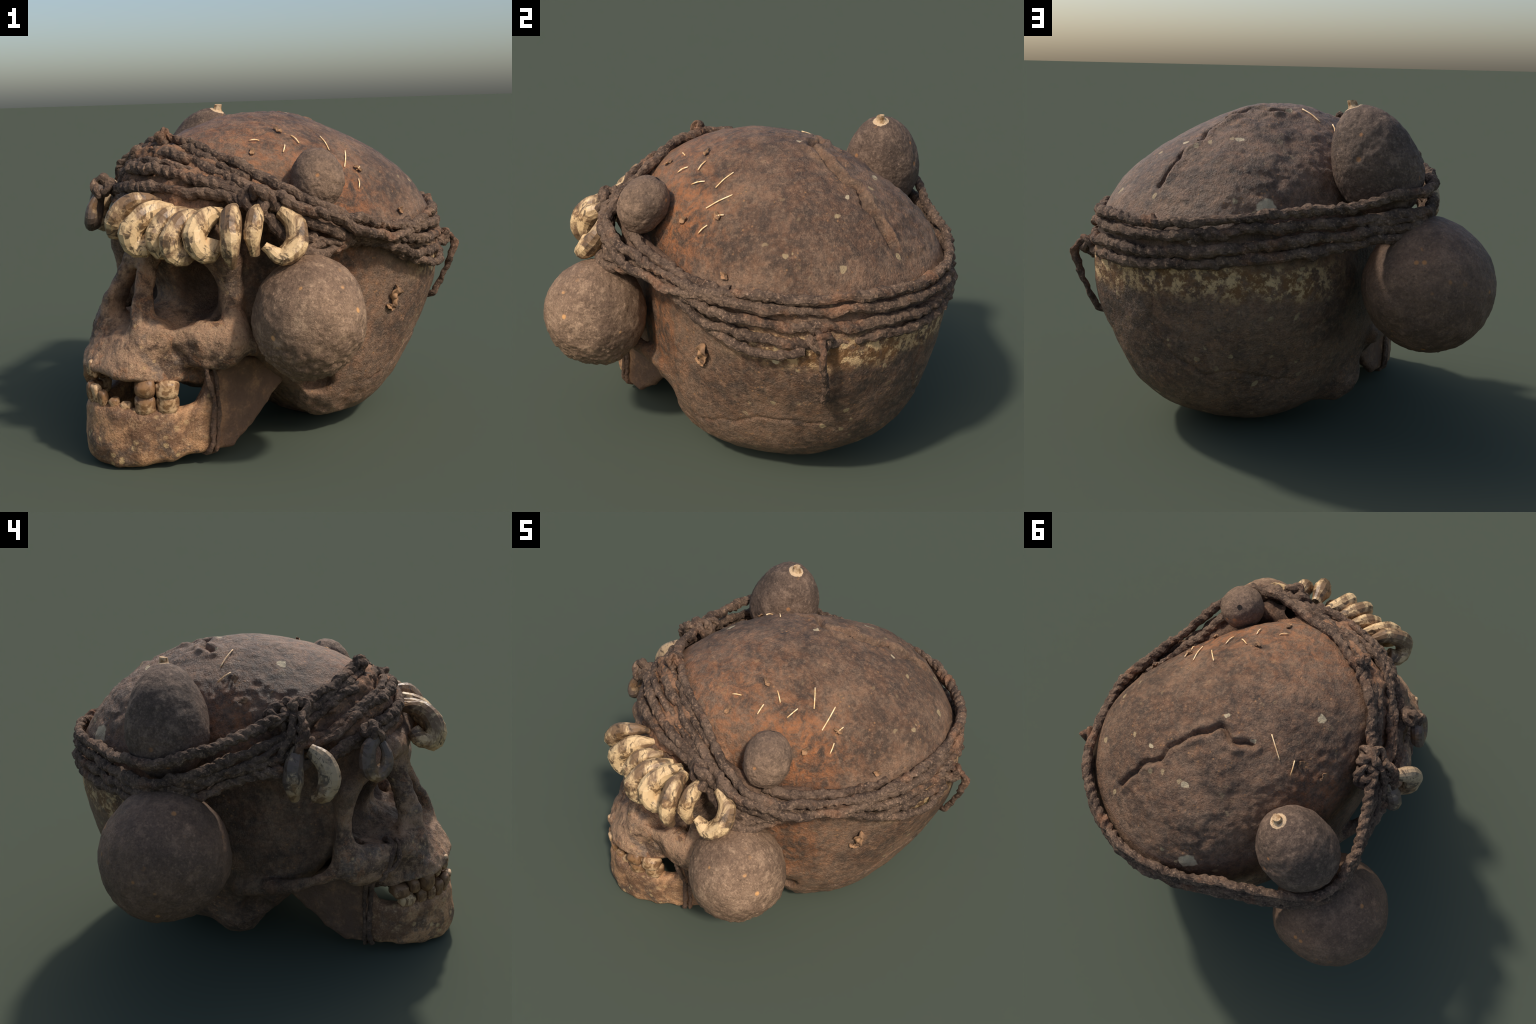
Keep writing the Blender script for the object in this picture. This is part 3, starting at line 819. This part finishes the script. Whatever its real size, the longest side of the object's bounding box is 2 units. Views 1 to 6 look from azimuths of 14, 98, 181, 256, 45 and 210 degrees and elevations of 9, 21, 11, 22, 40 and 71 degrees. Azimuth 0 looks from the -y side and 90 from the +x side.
# extra strands on the brow and sides
rope([(0.42, -0.44, 1.33), (0.50, -0.32, 1.375), (0.585, -0.16, 1.415), (0.61, 0.0, 1.425), (0.585, 0.16, 1.40), (0.545, 0.32, 1.33), (0.50, 0.46, 1.27)], 0.026, 305)
rope([(0.38, -0.60, 1.22), (0.55, -0.42, 1.255), (0.66, -0.25, 1.325), (0.715, -0.08, 1.355), (0.70, 0.10, 1.345), (0.64, 0.28, 1.295), (0.55, 0.47, 1.23), (0.47, 0.62, 1.16)], 0.024, 306)
rope([(0.46, -0.57, 1.13), (0.56, -0.48, 1.135), (0.66, -0.37, 1.165), (0.755, -0.18, 1.185), (0.785, -0.04, 1.19), (0.775, 0.04, 1.21)], 0.024, 307)
rope([(-0.30, 0.740, 0.93), (-0.10, 0.735, 0.97), (0.10, 0.738, 1.00), (0.27, 0.760, 1.01), (0.40, 0.73, 1.03), (0.49, 0.645, 1.08), (0.55, 0.57, 1.13)], 0.024, 308)
rope([(-0.40, -0.79, 1.08), (-0.24, -0.915, 1.10), (-0.06, -0.925, 1.11), (0.12, -0.83, 1.14), (0.30, -0.69, 1.20), (0.42, -0.54, 1.26)], 0.024, 309)
rope([(-0.72, 0.575, 0.825), (-0.58, 0.665, 0.80), (-0.42, 0.715, 0.815), (-0.26, 0.73, 0.87), (-0.10, 0.735, 0.935)], 0.022, 310)

# inner strands that close the gap between skull and outer ropes
rope([(-0.35, 0.655, 1.025), (-0.15, 0.690, 1.02), (0.03, 0.700, 1.05), (0.17, 0.705, 1.09), (0.29, 0.68, 1.14)], 0.034, 311)
rope([(-0.25, 0.665, 0.985), (-0.03, 0.680, 1.00), (0.15, 0.685, 1.045), (0.31, 0.655, 1.10)], 0.032, 312)

# matted fibre and mud packed under the ropes on the forehead
def build_band():
    fd = Field((0.25, -0.72, 0.95), (1.0, 0.74, 1.55), 0.0105)
    F, L, Z, S = fd.F, fd.L, fd.Z, fd.S
    base = cranium_sdf(F, L, Z, S)
    P = np.stack(np.broadcast_arrays(F, L, Z), -1).reshape(-1, 3).astype(float)
    n = (0.022 * fbm(P * [1, 1, 2.2], 7, 4, 77, 0.6)).reshape(fd.n).astype(np.float32)
    d = base - 0.034 - n
    up = plane(F, S, Z, (-0.80, 0.0, 0.60), (0.575, 0.0, 1.425))
    up = np.maximum(up, plane(F, S, Z, (-0.5, 0.45, 0.60), (0.46, 0.50, 1.27)))
    dn = 1.12 - Z + 0.05 * S
    d = smax(d, up + n, 0.03); d = smax(d, dn + n * 0.6, 0.03)
    d = smax(d, plane(F, S, Z, (-1, 0.4, 0), (0.42, 0.60, 0)), 0.03)
    V, Q = surface_nets(fd, d)
    V = relax(V, Q, 1, 0.4); N = vnormals(V, Q)
    V = V + N * (0.009 * fbm(V, 24, 3, 78, 0.6))[:, None]
    make("fibre_band", W(V), Q, M_MAT)
    fd = Field((-0.30, 0.45, 0.84), (0.60, 0.86, 1.22), 0.0105)
    F, L, Z = fd.F, fd.L, fd.Z
    d = chain(F, L, Z, [(-0.12, 0.665, 0.98), (0.05, 0.665, 1.005), (0.25, 0.655, 1.06), (0.40, 0.585, 1.12), (0.48, 0.50, 1.16)], [0.03, 0.055, 0.060, 0.065, 0.06])
    P = np.stack(np.broadcast_arrays(F, L, Z), -1).reshape(-1, 3).astype(float)
    d = d - (0.020 * fbm(P, 9, 3, 87)).reshape(fd.n).astype(np.float32)
    V, Q = surface_nets(fd, d); V = relax(V, Q, 1, 0.4)
    make("fibre_packing", W(V), Q, M_CORD)


build_band()


# knots: short tangled rope loops
def knot(p, size, r, seed, turns=2):
    rng = np.random.default_rng(seed)
    t = np.linspace(0, 2 * np.pi * turns, 22 * turns)
    a, b = rng.uniform(0, 6.28, 2)
    C = np.stack([np.cos(t + a) * (1 + 0.35 * np.cos(1.5 * t + b)), np.sin(t + a) * (1 + 0.3 * np.sin(1.5 * t)), 0.7 * np.sin(1.5 * t + a)], 1)
    M = np.linalg.qr(rng.normal(size=(3, 3)))[0]
    C = (C @ M) * size + np.array(p)
    V, Fc = tube(catmull(C, 0.012), np.full(len(catmull(C, 0.012)), r), 10, 2, 40, 0.3, jitter=0.008, seed=seed)
    return make("knot", W(V), Fc, M_ROPE, smooth=False)


knot((0.37, -0.49, 1.36), 0.045, 0.022, 1)
knot((0.32, -0.54, 1.33), 0.042, 0.020, 2)
knot((0.43, -0.56, 1.25), 0.042, 0.020, 3)
knot((0.72, -0.36, 1.225), 0.035, 0.020, 4)
knot((0.56, 0.57, 1.19), 0.045, 0.026, 5)
knot((0.45, 0.65, 1.03), 0.042, 0.020, 6)
knot((0.37, 0.70, 0.995), 0.050, 0.020, 7)
knot((-0.765, 0.535, 0.885), 0.030, 0.020, 8)
knot((0.59, -0.05, 1.46), 0.022, 0.016, 9)
# rope loops that carry the two side tusks
rope([(0.42, -0.535, 1.36), (0.46, -0.58, 1.30), (0.44, -0.62, 1.22), (0.42, -0.635, 1.15)], 0.028, 331, name="hanger")
rope([(0.40, -0.56, 1.36), (0.40, -0.605, 1.28), (0.36, -0.645, 1.20), (0.33, -0.66, 1.12)], 0.028, 332, name="hanger")
# loose cord loop hanging at the back
rope([(-0.72, 0.54, 0.865), (-0.79, 0.565, 0.89), (-0.825, 0.585, 0.85), (-0.815, 0.565, 0.78), (-0.80, 0.54, 0.70), (-0.775, 0.505, 0.62), (-0.765, 0.47, 0.58), (-0.77, 0.40, 0.575)],
     0.021, 341, name="cord", mat=M_CORD, lobes=2, amp=0.2, wobble=0.014, jitter=0.008)
# cords binding the jaw to the cheekbones
for s, sh in ((1, 0.028), (-1, 0.028)):
    for k, (df, dl) in enumerate(((0.0, 0.0), (0.030, 0.004))):
        rope([(0.68 + df, s * (0.27 - dl) + sh, 0.062), (0.68 + df, s * (0.318 - dl) + sh, 0.050), (0.678 + df, s * (0.352 - dl) + sh, 0.085),
              (0.675 + df, s * (0.358 - dl) + sh, 0.18), (0.675 + df, s * (0.362 - dl) + sh, 0.30), (0.69 + df, s * (0.375 - dl) + sh * 0.5, 0.42), (0.72 + df, s * (0.385 - dl), 0.50)], 0.015, 350 + k + s, name="cord", mat=M_CORD, lobes=0, wobble=0.006, jitter=0.004)
rope([(0.76, -0.38, 0.47), (0.80, -0.355, 0.52), (0.815, -0.33, 0.58), (0.80, -0.28, 0.635), (0.76, -0.25, 0.63)], 0.016, 361, name="cord", mat=M_CORD, lobes=0, wobble=0.004)
rope([(0.78, -0.37, 0.50), (0.835, -0.32, 0.535), (0.845, -0.30, 0.60), (0.82, -0.25, 0.645)], 0.014, 362, name="cord", mat=M_CORD, lobes=0, wobble=0.004)


# ------------------------------------------------------------------ tusks
def tusk(pts, r, mat, seed, prof=(0.55, 0.9, 1.0, 0.95, 0.75, 0.30), flat=0.85):
    C = catmull(pts, 0.020)
    R = r * np.interp(np.linspace(0, 1, len(C)), np.linspace(0, 1, len(prof)), prof)
    V, Fc = tube(C, R, 12, flat=flat, jitter=0.005, seed=seed)
    c = C.mean(0)
    return make("tusk", W(V), Fc, mat, loc=W(c), smooth=False)


HOOK = (0.35, 0.85, 1.05, 1.05, 1.0, 0.85)
for i, pts in enumerate((
        [(0.76, 0.145, 1.18), (0.875, 0.110, 1.195), (0.945, 0.070, 1.13), (0.935, 0.040, 1.07), (0.89, 0.025, 1.065), (0.84, 0.045, 1.10)],
        [(0.74, 0.215, 1.16), (0.85, 0.185, 1.150), (0.938, 0.160, 1.085), (0.932, 0.160, 1.02), (0.895, 0.190, 1.00), (0.855, 0.205, 1.04)],
        [(0.72, 0.300, 1.15), (0.82, 0.275, 1.135), (0.880, 0.265, 1.065), (0.880, 0.270, 1.01), (0.85, 0.285, 0.99), (0.81, 0.295, 1.03)],
        [(0.68, 0.370, 1.14), (0.80, 0.360, 1.120), (0.885, 0.370, 1.05), (0.878, 0.380, 0.99), (0.84, 0.400, 0.975), (0.80, 0.410, 1.02)],
        [(0.64, 0.430, 1.15), (0.75, 0.430, 1.120), (0.828, 0.455, 1.065), (0.818, 0.475, 1.01), (0.78, 0.490, 0.995), (0.75, 0.490, 1.04)])):
    tusk(pts, (0.046, 0.052, 0.046, 0.050, 0.055)[i], M_TUSK, 401 + i, HOOK)
tusk([(0.64, 0.50, 1.165), (0.715, 0.56, 1.13), (0.755, 0.60, 1.06), (0.76, 0.61, 0.99), (0.74, 0.60, 0.93)], 0.060, M_TUSK, 406, (0.5, 0.9, 1.0, 0.8, 0.25))
tusk([(0.57, 0.58, 1.165), (0.645, 0.635, 1.12), (0.675, 0.65, 1.05), (0.66, 0.64, 0.985)], 0.048, M_TUSK, 407, (0.6, 1.0, 0.9, 0.5))
tusk([(0.50, 0.64, 1.145), (0.475, 0.705, 1.09), (0.515, 0.745, 1.015), (0.585, 0.730, 0.97), (0.63, 0.675, 1.02)], 0.054, M_TUSK, 408, (0.7, 0.95, 1.0, 0.85, 0.4))
tusk([(0.42, -0.59, 1.20), (0.42, -0.650, 1.14), (0.42, -0.670, 1.06), (0.42, -0.655, 0.985)], 0.057, M_TUSKD, 409, (0.7, 1.0, 1.0, 0.45))
tusk([(0.48, -0.585, 1.205), (0.55, -0.605, 1.165), (0.582, -0.62, 1.09), (0.555, -0.63, 1.01), (0.50, -0.62, 0.985)], 0.053, M_TUSKD, 410, (0.7, 0.95, 1.0, 0.9, 0.4))
tusk([(0.745, -0.355, 1.21), (0.715, -0.425, 1.175), (0.715, -0.445, 1.10), (0.745, -0.425, 1.045), (0.785, -0.385, 1.07), (0.785, -0.365, 1.13), (0.76, -0.36, 1.18)], 0.045, M_TUSKD, 411, (0.6, 0.95, 1.0, 0.9, 0.75, 0.4))


# ------------------------------------------------------------------ straws, debris, dry leaf
def straw(a, b, r=0.0032):
    pa, na = snap(a, 0.004); pb, nb = snap(b, 0.005)
    C = catmull([pa, (pa + pb) / 2 + 0.003 * (na + nb), pb], 0.015)
    V, Fc = tube(C, np.full(len(C), r), 6)
    make("straw", W(V), Fc, M_STRAW, cranium, loc=W(C.mean(0)))


for a, b in (((-0.06, 0.35, 1.44), (-0.03, 0.44, 1.38)), ((-0.14, 0.44, 1.37), (-0.05, 0.52, 1.30)), ((0.05, 0.43, 1.39), (0.11, 0.45, 1.36)),
             ((0.13, 0.34, 1.45), (0.13, 0.39, 1.41)), ((0.21, 0.38, 1.41), (0.25, 0.41, 1.38)), ((-0.10, 0.56, 1.24), (-0.07, 0.59, 1.20)),
             ((-0.02, -0.18, 1.53), (-0.04, -0.30, 1.48)), ((-0.12, 0.53, 1.28), (-0.16, 0.52, 1.30)), ((0.30, 0.30, 1.42), (0.34, 0.28, 1.42)),
             ((0.02, -0.33, 1.46), (-0.03, -0.38, 1.43))):
    straw(a, b)


def scrap(p, size, mat, seed, name):
    """a crumpled flake of plant matter lying on the bone"""
    rng = np.random.default_rng(seed)
    c, n = snap(p, 0.008)
    u = np.cross(n, rng.normal(size=3)); u /= np.linalg.norm(u); v = np.cross(n, u)
    k = 12; V = []; faces = []
    for lay in (0, 1):
        for i in range(k + 1):
            for j in range(k + 1):
                x, y = 2 * i / k - 1, 2 * j / k - 1
                w = 0.55 * (1 - 0.75 * x * x) * (1 + 0.3 * math.sin(4 * x + seed))
                V.append(c + size * (x * u + y * w * v))
    V = np.array(V); h = size * (0.25 + 0.35 * fbm(V, 2.2 / size, 2, seed))
    half = (k + 1) ** 2
    h[half:] = h[:half] - 0.004 - size * 0.05
    V = V + n * h[:, None]
    for lay in (0, 1):
        for i in range(k):
            for j in range(k):
                q = [lay * half + i * (k + 1) + j, lay * half + (i + 1) * (k + 1) + j, lay * half + (i + 1) * (k + 1) + j + 1, lay * half + i * (k + 1) + j + 1]
                faces.append(q if not lay else q[::-1])
    rim = [i * (k + 1) for i in range(k)] + [k * (k + 1) + j for j in range(k)] + [i * (k + 1) + k for i in range(k, 0, -1)] + [j for j in range(k, 0, -1)]
    for a, b in zip(rim, rim[1:] + rim[:1]):
        faces.append((b, a, a + half, b + half))
    make(name, W(V), faces, mat, cranium, loc=W(c))


scrap((-0.21, 0.72, 0.67), 0.055, M_LEAF, 3, "dry_leaf")
scrap((-0.19, 0.73, 0.62), 0.030, M_LEAF, 4, "dry_leaf")
for i, p in enumerate(((0.17, 0.29, 1.47), (0.38, 0.34, 1.38), (-0.13, 0.52, 1.28), (0.05, 0.57, 1.23), (-0.30, 0.66, 1.08), (0.05, -0.36, 1.44), (0.12, -0.45, 1.37))):
    scrap(p, 0.024, M_LEAF, 10 + i, "debris")
